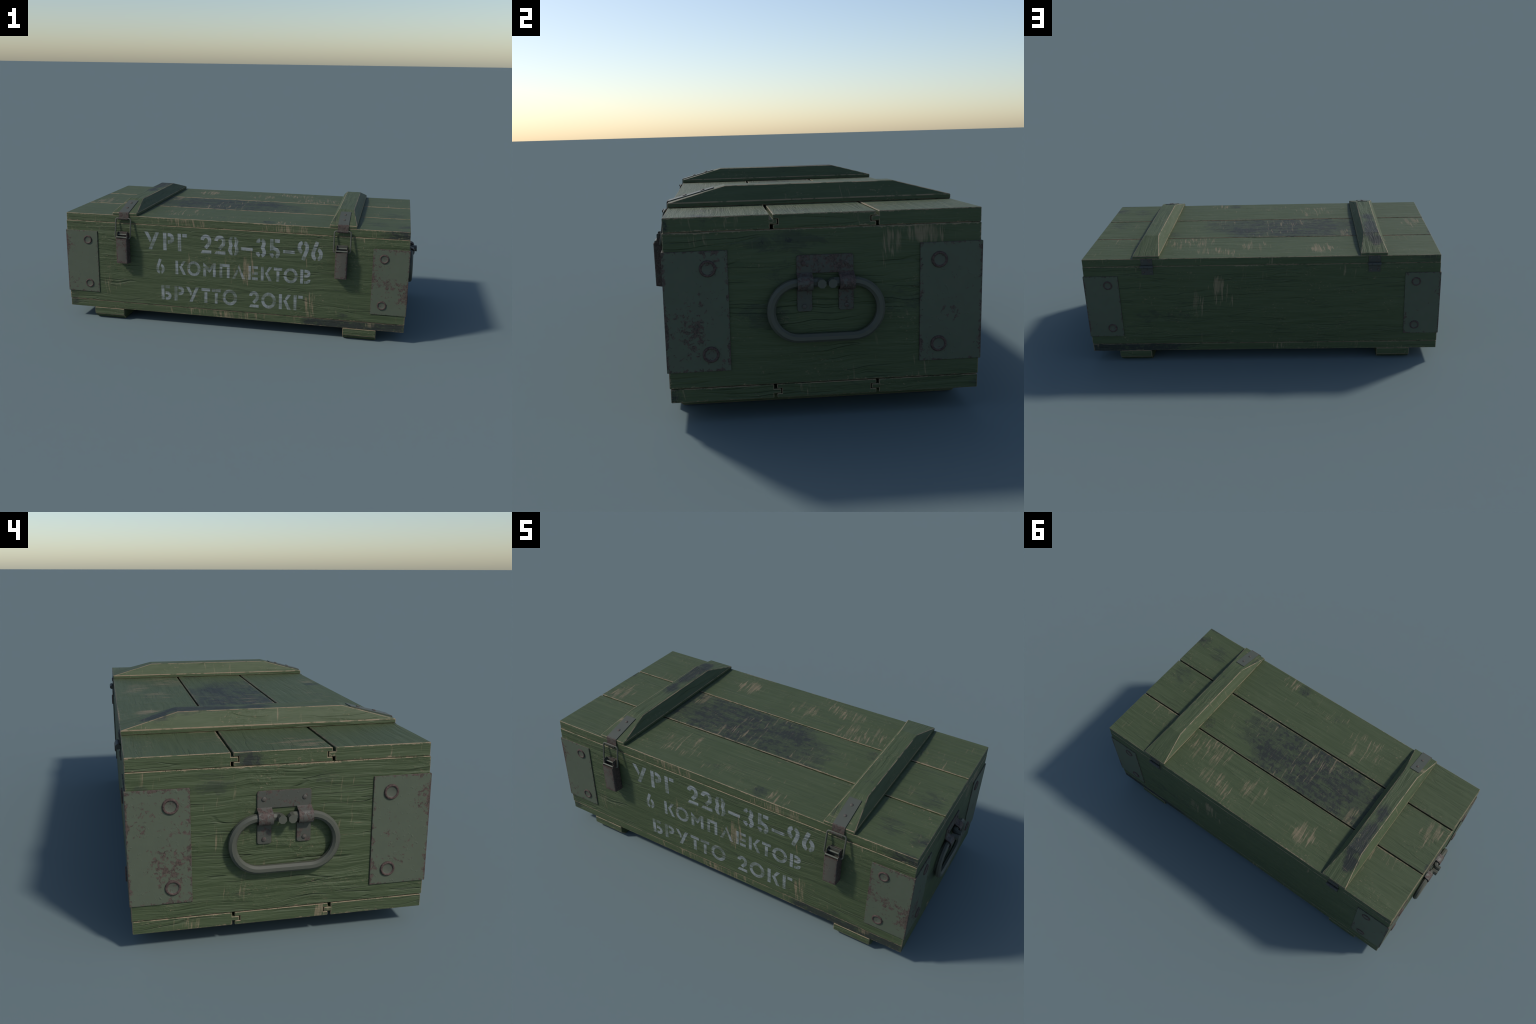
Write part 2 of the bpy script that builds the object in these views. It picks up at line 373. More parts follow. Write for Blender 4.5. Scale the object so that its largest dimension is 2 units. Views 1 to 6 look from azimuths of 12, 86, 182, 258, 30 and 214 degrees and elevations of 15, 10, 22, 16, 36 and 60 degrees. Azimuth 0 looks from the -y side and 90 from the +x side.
WALL_BOX = ((-BX, BX), (FY, BY), (Z_FLOOR, Z_RIM))
FLOOR_BOX = ((-BX, BX), (FY, BY), (Z_SKID, Z_FLOOR))
LID_BOX = {'front': ((-BX, BX), (FY, -0.1385), (Z_RIM, Z_TOP)), 'middle': ((-BX, BX), (-0.129, 0.1702), (Z_RIM, Z_TOP)), 'back': ((-BX, BX), (0.1785, BY), (Z_RIM, Z_TOP))}
M_LID = {n: wood_pair('green_wood_lid_' + n, off=o, scratch_bias=0.034, box=LID_BOX[n], relief=0.95, checks=0.35, wavy=0.55, **S_TOP[n]) for n, o in (('front', 1.3), ('middle', 4.1), ('back', 6.7))}
M_FRONT = wood_pair('green_wood_front', off=11.0, box=WALL_BOX, scratch=FRONT_SCR, dirt=FRONT_DIRT, relief=1.4)
M_BACK = wood_pair('green_wood_back', off=13.0, box=WALL_BOX, scratch=BACK_SCR, dirt=BACK_DIRT, edge_wear=0.75)
M_END_R = wood_pair('green_wood_end_dark', off=15.0, box=WALL_BOX, scratch=END_R_SCR, dirt=END_R_DIRT)
M_END_L = wood_pair('green_wood_end', off=17.0, box=WALL_BOX, scratch=END_L_SCR, dirt=END_L_DIRT, relief=1.65)
M_FLOOR = wood_pair('green_wood_floor', off=19.0, soot=1.6, box=FLOOR_BOX, scratch=BOT_SCR, dirt=BOT_DIRT, scratch_bias=0.02)
M_BAT_L = wood_pair('green_wood_batten_stained', along='y', off=23.0, relief=1.2, checks=0.3, soot=1.9,
                    scratch=[(-.605, -.35, .66, .08, .12, .05, .5), (-.605, .42, .64, .08, .06, .04, .7)],
                    dirt=[(-.605, .04, .69, .06, .12, .04, .9), (-.605, .18, .69, .065, .17, .04, 1.0), (-.605, .28, .68, .07, .14, .04, 1.0), (-.62, .36, .66, .06, .10, .04, .95)])
M_BAT_R = wood_pair('green_wood_batten', along='y', off=27.0, relief=1.1, checks=0.3,
                    scratch=[(.605, -.40, .64, .08, .06, .04, .7), (.605, .1, .68, .05, .3, .02, .25)],
                    dirt=[(.60, -.12, .69, .05, .1, .03, .55), (.56, -.38, .65, .03, .07, .03, .6)])
M_SKID = wood_pair('green_wood_skid', along='y', off=31.0, scratch_bias=0.03, edge_wear=0.95)
M_LETTER = [wood('stencil_paint', off=11.0, scratch=FRONT_SCR, paint=True, relief=1.4)]
def plate_rim(N, p):
    """1 at the rims and the fold of the corner plates, fading over 15 mm"""
    x, y, z = N.sep(p)
    dx = N.m('SUBTRACT', BX + PT, N.m('ABSOLUTE', x))
    dy = N.m('MINIMUM', N.m('SUBTRACT', y, FY - PT), N.m('SUBTRACT', BY + PT, y))
    fold = N.m('MAXIMUM', dx, dy)
    rim = N.m('MINIMUM', N.m('SUBTRACT', z, 0.1585), N.m('SUBTRACT', 0.5168, z))
    back = N.m('ABSOLUTE', N.m('SUBTRACT', fold, 0.186))
    return N.m('MAXIMUM', N.step(fold, 0.015, 0.0), N.m('MAXIMUM', N.step(rim, 0.014, 0.0, 0.0, 0.75), N.step(back, 0.016, 0.0, 0.0, 0.6)))
def lever_rim(N, p):
    x, y, z = N.sep(p)
    side = N.step(N.m('ABSOLUTE', x), 0.018, 0.030)
    ends = N.m('MAXIMUM', N.step(z, 0.372, 0.352), N.step(z, 0.482, 0.498))
    return N.m('MAXIMUM', side, ends)
PT = 0.0046                      # plate thickness
IRON = (0.068, 0.070, 0.056)
M_PLATE = [metal('plate_steel', rust=0.037, near=plate_rim,
                 spots=[(.86, FY, .33, .12, .05, .05, 1.0), (.93, FY, .29, .04, .05, .10, .9), (.79, FY, .35, .05, .05, .05, .9), (-.95, .37, .29, .05, .10, .09, 1.0), (-.95, .30, .30, .05, .06, .07, 1.0),
                        (.95, -.36, .33, .05, .10, .10, .62), (-.95, -.43, .44, .05, .06, .07, 1.0), (-.95, .45, .43, .05, .06, .08, .7), (.95, .39, .31, .05, .05, .05, .7),
                        (-.95, -.35, .3, .05, .07, .12, .55), (.9, FY, .5, .1, .05, .03, .6)]),
           metal('plate_steel_rusty_edge', rust=0.07, edge=True)]
M_HARD = [metal('hardware_steel', rust=0.105, base=IRON), metal('hardware_steel_rusty_edge', rust=0.12, base=IRON, edge=True)]
M_LEVER = [metal('lever_steel', rust=0.085, base=(0.080, 0.075, 0.059), near=lever_rim, lumps=1.4), M_HARD[1]]
M_STRAP = [metal('strap_steel', rust=-0.03, base=(0.070, 0.077, 0.062), shine=0.08, lumps=0.2), M_HARD[1]]
M_CLIP = [metal('clip_steel_rusty', rust=0.17, base=(0.080, 0.076, 0.064), shine=0.10, lumps=1.6)]
M_RUST = [metal('rusty_steel', rust=0.30, base=(0.08, 0.055, 0.048))]
M_BOLT = metal('bolt_face_steel', rust=0.05, base=(0.080, 0.088, 0.064))
M_RIVET = metal('rivet_steel', rust=0.12, base=(0.078, 0.070, 0.058))
M_RING = [metal('ring_steel', rust=-0.02, base=(0.076, 0.078, 0.060), shine=0.12, lumps=0.2)]
M_HINGE = [metal('hinge_steel', rust=0.09, base=(0.056, 0.058, 0.050)), M_HARD[1]]
M_PIN = [metal('pin_steel', rust=-0.05, base=(0.11, 0.115, 0.09), shine=0.12, lumps=0.1)]

# ------------------------------------------------------------------ the crate
crate = empty('wooden_crate', loc=(0, 0, 0))
crate['label'] = 'old dark green military wooden crate with white stencilled lettering'
crate['category'] = 'wooden crate'
lid = empty('lid', crate)
body = empty('body', crate)
floor = empty('floor', crate)

# ---- tongue-and-groove boards: outer boards carry the tongues, the middle board the grooves
Y1A, Y1T, Y1B = -0.1385, -0.1172, -0.1290     # front joint: shoulder, tongue tip, middle board edge
Y2B, Y2T, Y2A = 0.1702, 0.1565, 0.1785        # back joint
def boards(z0, z1, f0, f1, parent, mats, name):
    t0, t1 = z0 + 0.0142, z1 - 0.0142         # tongue height
    g = 0.0009                                # play in the groove
    sec = {
        'front': [(f0, z0), (Y1A, z0), (Y1A, t0), (Y1T, t0), (Y1T, t1), (Y1A, t1), (Y1A, z1), (f0, z1)],
        'middle': [(Y1B, z0), (Y2B, z0), (Y2B, t0 - g), (Y2T - .003, t0 - g), (Y2T - .003, t1 + g), (Y2B, t1 + g), (Y2B, z1),
                   (Y1B, z1), (Y1B, t1 + g), (Y1T + .003, t1 + g), (Y1T + .003, t0 - g), (Y1B, t0 - g)],
        'back': [(Y2A, z0), (f1, z0), (f1, z1), (Y2A, z1), (Y2A, t1), (Y2T, t1), (Y2T, t0), (Y2A, t0)],
    }
    for n, poly in sec.items():
        bm = bmesh.new(); prism(bm, poly, 0, -BX + 0.0011, BX - 0.0011)
        me = finish(bm, name, 0.0019)
        new_obj(name, me, parent, mats[n])

boards(Z_RIM + GAP, Z_TOP, FY + 0.0026, BY - 0.0005, lid, M_LID, 'lid_plank')
boards(Z_SKID, Z_FLOOR - 0.0022, FY + 0.0026, BY - 0.001, floor, {k: M_FLOOR for k in M_LID}, 'floor_plank')

# ---- walls: one mitred open box, split into four boards that share their corner edges
def walls():
    th = 0.040
    bm = bmesh.new()
    o = [(-BX, FY), (BX, FY), (BX, BY), (-BX, BY)]
    i = [(-BX + th, FY + th), (BX - th, FY + th), (BX - th, BY - th), (-BX + th, BY - th)]
    V = {(k, z): [bm.verts.new((*p, z)) for p in q] for k, q in (('o', o), ('i', i)) for z in (Z_FLOOR, Z_RIM)}
    for a in range(4):
        b = (a + 1) % 4
        for k1, z1, k2, z2 in (('o', Z_FLOOR, 'o', Z_RIM), ('o', Z_RIM, 'i', Z_RIM), ('i', Z_RIM, 'i', Z_FLOOR), ('i', Z_FLOOR, 'o', Z_FLOOR)):
            bm.faces.new((V[k1, z1][a], V[k1, z1][b], V[k2, z2][b], V[k2, z2][a]))
    whole = finish(bm, 'walls', 0.0019)
    out = {}
    for name in ('front_wall', 'back_wall', 'end_wall_left', 'end_wall_right'):
        bm = bmesh.new(); bm.from_mesh(whole)
        kill = []
        for f in bm.faces:
            c = f.calc_center_median()
            dx, dy = BX - abs(c.x), min(c.y - FY, BY - c.y)
            if dx < dy - 1e-4: w = 'end_wall_left' if c.x < 0 else 'end_wall_right'
            else: w = 'front_wall' if c.y < YC else 'back_wall'
            if w != name: kill.append(f)
        bmesh.ops.delete(bm, geom=kill, context='FACES')
        me = bpy.data.meshes.new(name); bm.to_mesh(me); bm.free(); shade(me)
        out[name] = me
    bpy.data.meshes.remove(whole)
    return out
W = walls()
front_wall = new_obj('front_wall', W['front_wall'], body, M_FRONT)
new_obj('back_wall', W['back_wall'], body, M_BACK)
new_obj('end_wall', W['end_wall_left'], body, M_END_L)
new_obj('end_wall', W['end_wall_right'], body, M_END_R)

# ---- battens on the lid: a low hipped bar with a vertical lip
def batten(cx, mats):
    hb, ht = 0.0708, 0.0405
    y0, y1 = FY + 0.0012, BY - 0.0002
    p0, p1 = YC - 0.2775, YC + 0.2785
    zb, zl, zt = Z_TOP + 0.0004, 0.6300, 0.6790
    bm = bmesh.new()
    q = lambda h, a, b, z: [bm.verts.new(v) for v in ((cx - h, a, z), (cx + h, a, z), (cx + h, b, z), (cx - h, b, z))]
    A, B, C = q(hb, y0, y1, zb), q(hb, y0, y1, zl), q(ht, p0, p1, zt)
    bm.faces.new(A[::-1]); bm.faces.new(C)
    for lo, hi in ((A, B), (B, C)):
        for i in range(4):
            bm.faces.new((lo[i], lo[(i + 1) % 4], hi[(i + 1) % 4], hi[i]))
    new_obj('batten', finish(bm, 'batten', 0.0022, min_angle=0.4), lid, mats)
batten(-LATCH_X + 0.0035, M_BAT_L)
batten(LATCH_X, M_BAT_R)

# ---- skids under the floor, undercut at both ends
for s in (-1, 1):
    bm = bmesh.new()
    y0, y1, cut = FY + 0.001, BY - 0.001, 0.028
    prism(bm, [(y0, Z_SKID - .0006), (y0, 0.0265), (y0 + cut, 0), (y1 - cut, 0), (y1, 0.0265), (y1, Z_SKID - .0006)], 0, s * SKID_X - 0.0885, s * SKID_X + 0.0885)
    new_obj('skid', finish(bm, 'skid', 0.0022, min_angle=0.3), crate, M_SKID)

# ---- corner plates: folded sheet steel with big washer-headed bolts
bm = bmesh.new()
groups = lathe(bm, [(0.0, 0.0016), (0.0150, 0.0016), (0.0168, 0.0022), (0.0178, 0.0042), (0.0205, 0.0052), (0.0234, 0.0042), (0.0248, 0.0006), (0.0248, -0.001)], (0, 0, 0), (0, 0, 1), 24)
for f in groups[0] + groups[1]: f.material_index = 1
bolt_me = finish(bm, 'bolt', 0, math.radians(50)); bolt_me.materials.append(M_RUST[0]); bolt_me.materials.append(M_BOLT)
def rotated(ob, normal):
    ob.rotation_mode = 'QUATERNION'
    ob.rotation_quaternion = Vector((0, 0, 1)).rotation_difference(Vector(normal))

for sx in (-1, 1):
    for fy, sy, inner in ((FY, -1, -0.2625), (BY, 1, 0.2992)):
        X, Yo = sx * (BX + PT), fy + sy * PT
        xi, ix, iy = sx * 0.7665, sx * (BX - .001), fy - sy * .001
        poly = [(xi, Yo), (X, Yo), (X, inner), (ix, inner), (ix, iy), (xi, iy)]
        bm = bmesh.new(); prism(bm, poly, 2, 0.1585, 0.5168)
        plate = new_obj('corner_plate', finish(bm, 'corner_plate', 0.0011), crate, M_PLATE)
        for zz in (0.2102, 0.4653):
            for pos, nr in (((sx * 0.825, Yo, zz), (0, sy, 0)), ((X, -0.3203 if sy < 0 else 0.3570, zz), (sx, 0, 0))):
                b = new_obj('bolt', bolt_me, plate); b.location = pos; rotated(b, nr)

# ---- end handles: stamped bracket, rolled clips, bent round-bar ring
def rivet_mesh(r, h, name='rivet'):
    bm = bmesh.new()
    lathe(bm, [(0, h), (r * 0.62, h), (r, h * 0.62), (r, -0.001)], (0, 0, 0), (0, 0, 1), 10)
    me = finish(bm, name, 0, math.radians(35)); me.materials.append(M_RIVET)
    return me
rivet_me = rivet_mesh(0.0070, 0.0042)

def bracket_mesh():
    """local frame: origin on the wall plane, +x outwards, y sideways, z up (world height)"""
    bm = bmesh.new()
    w, wi, zt, zm, zl, r, t = 0.0832, 0.0392, 0.4935, 0.4397, 0.3268, 0.0075, 0.0052
    top = [(-w, zm), (-wi, zm), (wi, zm), (w, zm)] + arc_pts(w - r, zt - r, r, r, 0, 90, 5) + arc_pts(-w + r, zt - r, r, r, 90, 180, 5)
    prism(bm, top, 0, -0.001, t)
    for s in (-1, 1):
        a, b = sorted((s * w, s * wi))
        leg = [(b, 0.3955), (a, 0.3955)] + arc_pts(a + r, zl + r, r, r, 180, 270, 5) + arc_pts(b - r, zl + r, r, r, 270, 360, 5)
        prism(bm, leg, 0, -0.001, t)
    return finish(bm, 'handle_bracket', 0.0009, math.radians(30))
def clip_mesh():
    bm = bmesh.new()
    wi, w = 0.0386, 0.0838
    path = [(0.0022, 0.4420), (0.0070, 0.4390), (0.0125, 0.4350)] + arc_pts(0.0180, 0.4130, 0.0160, 0.0200, 80, -78, 12) + [(0.0125, 0.3925), (0.0070, 0.3920), (0.0015, 0.3915)]
    for s in (-1, 1):
        a, b = sorted((s * w, s * wi))
        L, R = strip_profile(path, 0.0036)
        rows = [[bm.verts.new((q[0], t, q[1])) for q, t in ((l, a), (l, b), (rr, b), (rr, a))] for l, rr in zip(L, R)]
        for i in range(len(rows) - 1):
            for k in range(4):
                bm.faces.new((rows[i][k], rows[i][(k + 1) % 4], rows[i + 1][(k + 1) % 4], rows[i + 1][k]))
        bm.faces.new(rows[0]); bm.faces.new(rows[-1][::-1])
    return finish(bm, 'handle_clip', 0, math.radians(40))
def ring_mesh():
    xr, zt, R, half, e = 0.0160, 0.4150, 0.0822, 0.0786, 0.0155
    out, bend = 0.0486, 0.0135
    right = [(out, e, zt + .001), (0.5 * (out + xr + bend), e, zt + .0006)]
    right += [(xr + bend - bend * math.sin(math.radians(t)), e + bend - bend * math.cos(math.radians(t)), zt) for t in (0, 22, 45, 68, 90)]
    right += [(xr, 0.055, zt), (xr, half, zt)]
    zc = zt - R
    right += [(xr, half + R * math.sin(math.radians(t)), zc + R * math.cos(math.radians(t))) for t in range(12, 181, 12)]
    left = [(x, -y, z) for x, y, z in right][::-1]
    right = [(x + 0.0018 * max(0, (zt - z) / (2 * R)), y, z) for x, y, z in right]
    left = [(x + 0.0018 * max(0, (zt - z) / (2 * R)), y, z) for x, y, z in left]
    bm = bmesh.new()
    tube(bm, right + left, 0.0134, 8, twist=math.radians(22.5))
    return finish(bm, 'handle_ring', 0, math.radians(35))
br_me, clip_me, ring_me = bracket_mesh(), clip_mesh(), ring_mesh()
for m in M_HARD: br_me.materials.append(m)
clip_me.materials.append(M_CLIP[0]); ring_me.materials.append(M_RING[0])
for s in (-1, 1):
    hd = empty('handle', crate, (s * BX, YC, 0))
    if s < 0: hd.rotation_euler = (0, 0, math.pi)
    for n, me in (('handle_bracket', br_me), ('handle_clip', clip_me), ('handle_ring', ring_me)):
        new_obj(n, me, hd)
    for dy in (-0.0625, 0.0625):
        for zz in (0.4690, 0.3423):
            rv = new_obj('rivet', rivet_me, hd); rv.location = (0.0052, dy, zz); rotated(rv, (1, 0, 0))

# ---- latches: strap over the batten end, wire bail, bracket and lever (local x = sideways)
def slope_z(y):
    return 0.6300 + (y - (FY + 0.0012)) / (YC - 0.2775 - FY - 0.0012) * 0.049
def strap_mesh():
    bm = bmesh.new(); hw = 0.0280
    y_in = -0.2945
    path = [(y_in, slope_z(y_in) + .0022), (-0.37, slope_z(-0.37) + .0020), (-0.4425, slope_z(-0.4425) + .0022), (-0.4466, 0.6312), (-0.4472, 0.6290),
            (-0.4476, 0.6160), (-0.4478, 0.6050)]
    path += arc_pts(-0.4558, 0.6015, 0.0078, 0.0078, 360, 180, 8)[1:] + [(-0.4632, 0.6045)]
    L, R = strip_profile(path, 0.0030)
    rows = [[bm.verts.new((t, q[0], q[1])) for q, t in ((l, -hw), (l, hw), (r, hw), (r, -hw))] for l, r in zip(L, R)]
    for i in range(len(rows) - 1):
        for k in range(4):
            f = bm.faces.new((rows[i][k], rows[i][(k + 1) % 4], rows[i + 1][(k + 1) % 4], rows[i + 1][k]))
            if i >= 2: f.material_index = 1
    bm.faces.new(rows[0]); bm.faces.new(rows[-1][::-1])
    return finish(bm, 'latch_strap', 0, math.radians(32))
def bail_mesh():
    def corner(cx, cz, a0, a1, r=0.0085):
        return [(cx + r * math.cos(math.radians(a)), cz + r * math.sin(math.radians(a))) for a in (a0, (2 * a0 + a1) / 3, (a0 + 2 * a1) / 3, a1)]
    hw, zt, zb = 0.0432, 0.6010, 0.4920
    loop = [(0.026, zb), ] + corner(hw - .0085, zb + .0085, -90, 0) + corner(hw - .0085, zt - .0085, 0, 90) + corner(-hw + .0085, zt - .0085, 90, 180) + corner(-hw + .0085, zb + .0085, 180, 270) + [(-0.026, zb)]
    yy = lambda z: -0.4572 - (zt - z) / (zt - zb) * 0.0175
    bm = bmesh.new(); tube(bm, [(x, yy(z), z) for x, z in loop], 0.0040, 8)
    return finish(bm, 'latch_bail', 0, math.radians(60))
def base_mesh():
    bm = bmesh.new()
    block(bm, -0.027, 0.027, FY - 0.0040, FY + 0.001, 0.375, 0.520)
    block(bm, -0.029, 0.029, -0.4660, -0.4632, 0.470, 0.5285)
    block(bm, -0.024, 0.024, -0.4634, FY - 0.0038, 0.440, 0.500)
    for s in (-1, 1):
        side = [(-0.4632, 0.470), (-0.4632, 0.5285)] + arc_pts(-0.4825, 0.5240, 0.0045, 0.0045, 90, 180, 4) + [(-0.4870, 0.470)]
        a, b = sorted((s * 0.0262, s * 0.0288))
        prism(bm, side, 0, a, b)
    return finish(bm, 'latch_base', 0.0006, math.radians(30))
def lever_mesh():
    bm = bmesh.new()
    prism(bm, [(-0.4990, 0.4960), (-0.4970, 0.3540), (-0.4490, 0.3470), (-0.4520, 0.4780)], 0, -0.0314, 0.0314)
    bmesh.ops.recalc_face_normals(bm, faces=bm.faces)
    fold = [e for e in bm.edges if all(v.co.y < -0.49 for v in e.verts) and abs(e.verts[0].co.x - e.verts[1].co.x) < 1e-4]
    for f in bmesh.ops.bevel(bm, geom=fold, offset=0.0042, segments=3, profile=0.5, affect='EDGES')['faces']: f.material_index = 1
    for s in (-1, 1):
        a, b = sorted((s * 0.0288, s * 0.0312))
        prism(bm, [(-0.4975, 0.4950), (-0.4600, 0.4750), (-0.4640, 0.5240), (-0.4720, 0.5200), (-0.4830, 0.5110)], 0, a, b)
    me = finish(bm, 'latch_lever', 0, math.radians(30))
    return me
def pin_mesh():
    bm = bmesh.new()
    for y, z in ((-0.4745, 0.5135), (-0.4910, 0.5020)):
        tube(bm, [(-0.030, y, z), (0.030, y, z)], 0.0040, 8)
    return finish(bm, 'latch_pin', 0, math.radians(60))
latch_parts = []
for n, me, mats in (('latch_strap', strap_mesh(), M_STRAP), ('latch_bail', bail_mesh(), M_RING), ('latch_base', base_mesh(), M_HARD),
                    ('latch_lever', lever_mesh(), M_LEVER), ('latch_pin', pin_mesh(), M_PIN)):
    for m in mats: me.materials.append(m)
    latch_parts.append((n, me))
slope_n = Vector((0, -0.049, YC - 0.2775 - FY)).normalized()
for s in (-1, 1):
    lt = empty('latch', crate, (s * LATCH_X, 0, 0))
    for n, me in latch_parts: new_obj(n, me, lt)
    for yy in (-0.3305, -0.3900):
        rv = new_obj('rivet', rivet_me, lt); rv.location = (0, yy, slope_z(yy) + 0.0030); rotated(rv, slope_n)

# ---- hinges on the back
screw_me = rivet_mesh(0.0060, 0.0026, 'screw')
bm = bmesh.new()
block(bm, -0.0312, 0.0312, BY - .002, BY + 0.0034, 0.5790, 0.6128)
block(bm, -0.0312, 0.0312, BY - .002, BY + 0.0034, 0.5238, 0.5625)
leaf_me = finish(bm, 'hinge_leaf', 0.0008)
bm = bmesh.new()
for a, b in ((-0.0345, -0.0125), (-0.0118, 0.0118), (0.0125, 0.0345)):
    tube(bm, [(a, BY + 0.0090, 0.5706), (b, BY + 0.0090, 0.5706)], 0.0090, 12)
kn_me = finish(bm, 'hinge_knuckle', 0, math.radians(40))
for m in M_HINGE: leaf_me.materials.append(m)
kn_me.materials.append(M_HINGE[0])
for s in (-1, 1):
    hg = empty('hinge', crate, (s * 0.6035, 0, 0))
    new_obj('hinge_leaf', leaf_me, hg); new_obj('hinge_knuckle', kn_me, hg)
    for dx in (-0.0190, 0.0190):
        for zz in (0.6032, 0.5380):
            sc = new_obj('screw', screw_me, hg); sc.location = (dx, BY + 0.0034, zz); rotated(sc, (0, 1, 0))

# ------------------------------------------------------------------ stencil lettering on the front wall
# every glyph is described by bars, slanted bars and arcs inside its own box (x0..x1, z0..z1), stroke t
class Glyph:
    def __init__(self, x0, x1, z0, z1, t):
        self.x0, self.z0, self.w, self.h, self.t = x0, z0, x1 - x0, z1 - z0, t
        self.s, self.u = t / (x1 - x0), t / (z1 - z0)      # stroke in relative units
        self.parts = []
    def poly(self, *pts): self.parts.append([(self.x0 + a * self.w, self.z0 + b * self.h) for a, b in pts])
    def bar(self, a0, a1, b0, b1): self.poly((a0, b0), (a1, b0), (a1, b1), (a0, b1))
    def stroke(self, pts, t=None):
        P = [(self.x0 + a * self.w, self.z0 + b * self.h) for a, b in pts]
        L, R = strip_profile(P, t or self.t)
        self.parts.append(('strip', L, R))
    def arc(self, cx, cz, rx, rz, a0, a1, n=14):
        """arc whose OUTER radii are rx, rz (relative units)"""
        return arc_pts(cx, cz, rx - self.s / 2, rz - self.u / 2, a0, a1, n)

def g_dash(g): g.bar(0, 1, 0, 1)
def g_u(g):
    g.poly((0, 1), (.24, 1), (.47, .59), (.365, .40)); g.poly((.75, 1), (1, 1), (.495, 0), (.25, 0))
def g_bowl(g, b0, b1, a0):
    r = (b1 - b0) / 2; rx = r * g.h / g.w; m = 1 - rx; c = (b0 + b1) / 2; k = g.u / 2
    g.stroke([(a0, b1 - k), (m, b1 - k)] + g.arc(m, c, rx, r, 84, -84, 12) + [(m, b0 + k), (a0, b0 + k)])
def g_r(g): g.bar(0, g.s, 0, 1); g_bowl(g, .40, 1.0, g.s + .12)
def g_g(g): g.bar(0, g.s, 0, 1); g.bar(g.s + .14, 1, 1 - g.u, 1)
def g_2(g):
    g.poly((0, 0), (1, 0), (1, g.u * .95), (.17, g.u * .95))
    g.stroke(g.arc(.5, .70, .5, .32, 176, -8, 14) + [(.80, .54), (.60, .40), (.46, .29)])
def g_8(g):
    knots = [(0, .30, .44), (.06, .15, .42), (.25, 0, .34), (.42, .06, .36), (.52, .13, .44), (.62, .08, .39), (.76, .03, .35), (.94, .17, .42), (1, .30, .44)]
    L, R = [], []
    for (b0, o0, i0), (b1, o1, i1) in zip(knots, knots[1:]):
        for q in range(4):
            f = q / 4; e = (1 - math.cos(math.pi * f)) / 2
            L.append((o0 + (o1 - o0) * e, b0 + (b1 - b0) * f)); R.append((i0 + (i1 - i0) * e, b0 + (b1 - b0) * f))
    at = lambda pts, m: [(g.x0 + (1 - a if m else a) * g.w, g.z0 + b * g.h) for a, b in pts]
    for m in (0, 1): g.parts.append(('strip', at(L, m), at(R, m)))
def g_3(g):
    g.stroke(g.arc(.46, .735, .46, .275, 99, 172, 8)); g.stroke(g.arc(.46, .275, .48, .285, 186, 259, 8))
    g.stroke(g.arc(.5, .74, .46, .275, 76, -28, 10) + [(.655, .52)] + g.arc(.5, .27, .5, .285, 32, -78, 11))
def g_5(g):
    g.bar(g.s * 1.42, .97, 1 - g.u, 1)
    g.stroke([(.03 + g.s / 2, 1), (.03 + g.s / 2, .50), (.35, .53)] + g.arc(.48, .27, .52, .31, 78, -70, 12))
    g.stroke(g.arc(.46, .27, .46, .29, 184, 256, 7))
NINE_LOOP = (.46, .665, .46, .345, 97, 262, 14)
def g_tail(g): return g.arc(.54, .665, .46, .345, 82, -6, 9) + [(.80, .50), (.66, .27), (.495, 0)]
def g_9(g):
    g.stroke(g.arc(*NINE_LOOP)); g.stroke(g_tail(g))
def g_6(g):
    g.stroke([(1 - a, 1 - b) for a, b in g.arc(*NINE_LOOP)]); g.stroke([(1 - a, 1 - b) for a, b in g_tail(g)])
def g_k(g):
    g.bar(0, g.s, 0, 1)
    g.poly((.72, 1), (1, 1), (.66, .62), (.50, .70)); g.poly((.36, .58), (.58, .66), (1, 0), (.72, 0))
def g_o(g):
    g.stroke(g.arc(.5, .5, .5, .5, 4, 176, 24)); g.stroke(g.arc(.5, .5, .5, .5, 184, 356, 24))
def g_m(g):
    g.bar(0, g.s, 0, .60); g.bar(1 - g.s, 1, 0, 1 - .012)
    g.poly((0, 1), (0, .74), (.5, .27), (.5, .60)); g.poly((.5, .27), (.5, .60), (1 - g.s - .012, 1), (1 - g.s - .012, .66))
def g_p(g): g.bar(0, 1, 1 - g.u, 1); g.bar(0, g.s, 0, .77); g.bar(1 - g.s, 1, 0, .77)
def g_l(g): g.poly((0, 0), (.22, 0), (.47, .57), (.375, .70)); g.poly((.42, .84), (.50, 1), (1, 0), (.78, 0))
def g_e(g):
    g.bar(0, g.s, 0, 1)
    for b in (0, .5 - g.u / 2, 1 - g.u): g.bar(g.s + .12, 1, b, b + g.u)
def g_t(g): g.bar(0, 1, 1 - g.u, 1); g.bar(.5 - g.s / 2, .5 + g.s / 2, 0, .74)
def g_v(g):
    g.bar(0, g.s, 0, 1); g_bowl(g, .45, 1.0, g.s + .12)
    g.stroke([(g.s + .12, g.u / 2), (.58, g.u / 2)] + g.arc(.58, .27, .44, .27, -74, 12, 8))
def g_b(g): g.bar(0, g.s, 0, 1); g.bar(g.s + .12, .86, 1 - g.u, 1); g_bowl(g, 0, .58, g.s + .12)

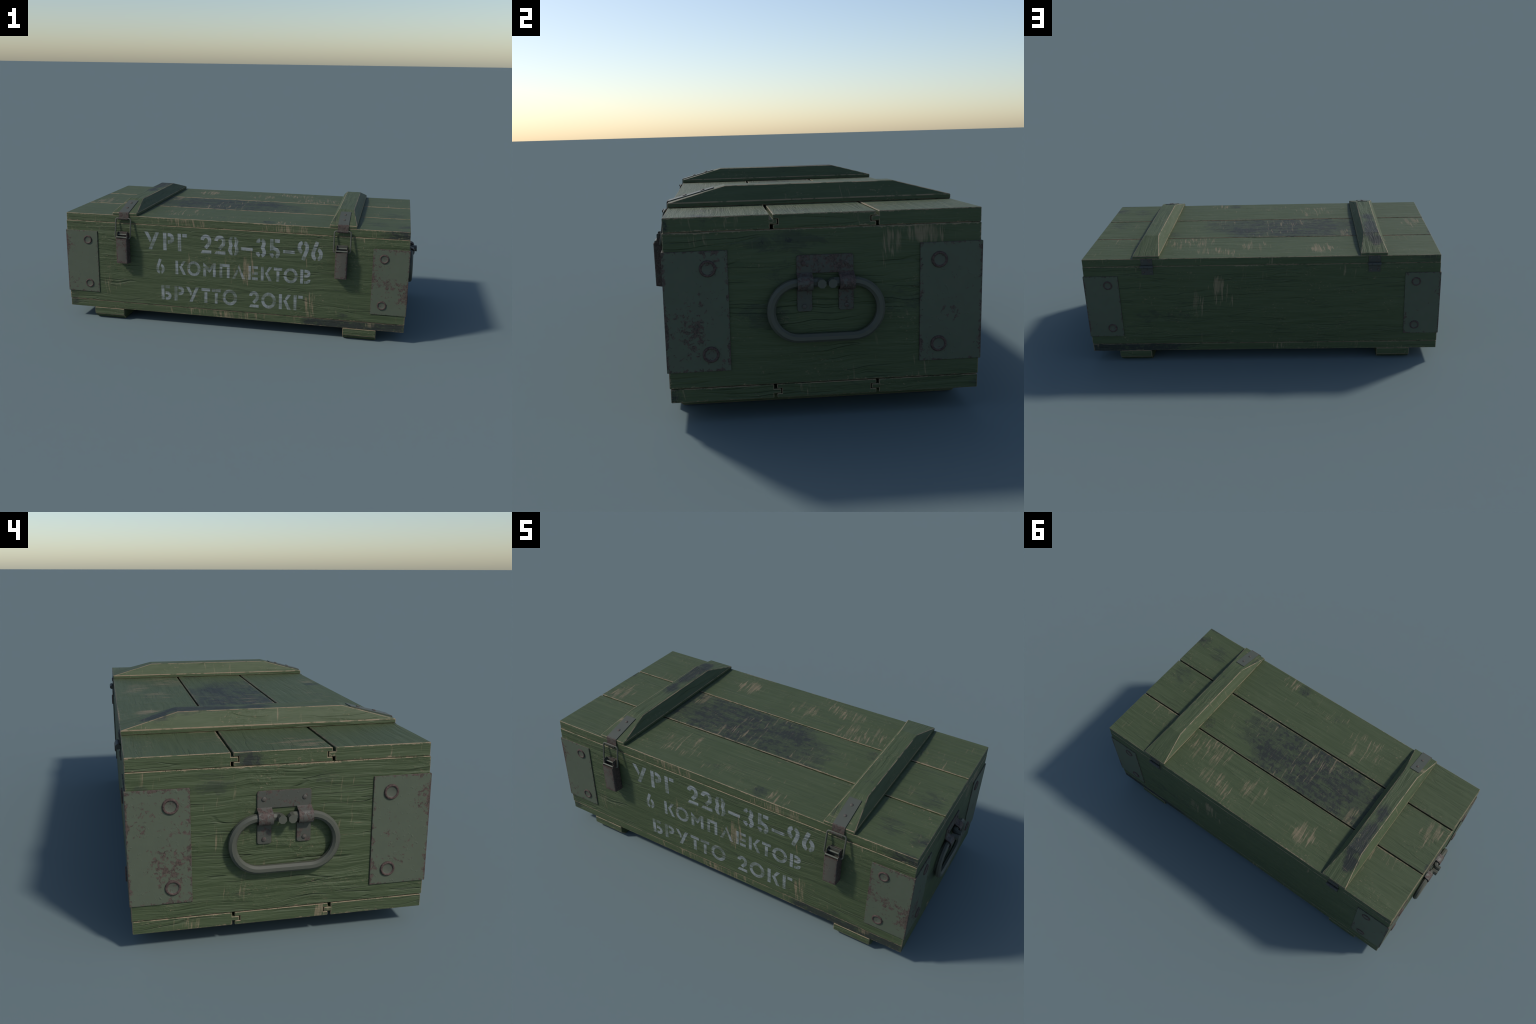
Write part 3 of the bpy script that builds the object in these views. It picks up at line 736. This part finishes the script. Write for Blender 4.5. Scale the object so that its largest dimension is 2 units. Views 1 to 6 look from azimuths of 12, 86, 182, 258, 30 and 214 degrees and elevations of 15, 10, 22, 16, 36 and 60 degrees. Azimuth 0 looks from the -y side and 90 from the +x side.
R1, R2, R3 = (0.4325, 0.5312, .0192), (0.2982, 0.3768, .0155), (0.1436, 0.2292, .0168)
RO = .0028                                     # round letters overshoot the line
LINES = [
    (R1, [(g_u, -.4875, -.4031, 0), (g_r, -.3800, -.3165, 0), (g_g, -.2960, -.2423, 0), (g_2, -.1660, -.1052, 1), (g_2, -.0884, -.0259, 1),
          (g_8, -.0116, .0484, 1), (g_3, .1428, .1984, 1), (g_5, .2180, .2748, 1), (g_9, .3685, .4297, 1), (g_6, .4430, .5039, 1)]),
    (R2, [(g_6, -.4232, -.3756, 1), (g_k, -.3115, -.2520, 0), (g_o, -.2432, -.1680, 1), (g_m, -.1510, -.0807, 0), (g_p, -.0588, -.0022, 0), (g_l, .0127, .0854, 0),
          (g_e, .1015, .1555, 0), (g_k, .1722, .2330, 0), (g_t, .2431, .2887, 0), (g_o, .2970, .3733, 1), (g_v, .3877, .4420, 0)]),
    (R3, [(g_b, -.3960, -.3377, 0), (g_r, -.3200, -.2631, 0), (g_u, -.2509, -.1781, 0), (g_t, -.1623, -.1129, 0), (g_t, -.1026, -.0526, 0), (g_o, -.0424, .0406, 1),
          (g_2, .1086, .1630, 1), (g_o, .1767, .2582, 1), (g_k, .2743, .3409, 0), (g_g, .3556, .4048, 0)]),
]
def build_glyph(g):
    """paint film 0.5 mm proud of the boards"""
    bm = bmesh.new()
    for i, part in enumerate(g.parts):
        yf = FY - 0.0005 - 0.00004 * i
        if part[0] == 'strip':
            _, L, R = part
            l = [bm.verts.new((a, yf, b)) for a, b in L]; r = [bm.verts.new((a, yf, b)) for a, b in R]
            for j in range(len(l) - 1): bm.faces.new((l[j], l[j + 1], r[j + 1], r[j]))
        else:
            bm.faces.new([bm.verts.new((a, yf, b)) for a, b in part])
    for f in bm.faces:
        f.normal_update()
        if f.normal.y > 0: f.normal_flip()
    ext = bmesh.ops.extrude_face_region(bm, geom=list(bm.faces))
    for v in [e for e in ext['geom'] if isinstance(e, bmesh.types.BMVert)]: v.co.y = FY + 0.0004
    bmesh.ops.recalc_face_normals(bm, faces=bm.faces)
    me = bpy.data.meshes.new('stencil_letter'); bm.to_mesh(me); bm.free(); shade(me)
    return me
lettering = empty('lettering', crate)
for (z0, z1, t), glyphs in LINES:
    for fn, x0, x1, rnd in glyphs:
        g = Glyph(x0, x1, z0 - RO * rnd, z1 + RO * rnd, t); fn(g)
        new_obj('stencil_letter', build_glyph(g), lettering, M_LETTER)
for x0, x1 in ((.0604, .1251), (.2909, .3559)):
    g = Glyph(x0, x1, .4608, .4782, .017); g_dash(g)
    new_obj('stencil_letter', build_glyph(g), lettering, M_LETTER)
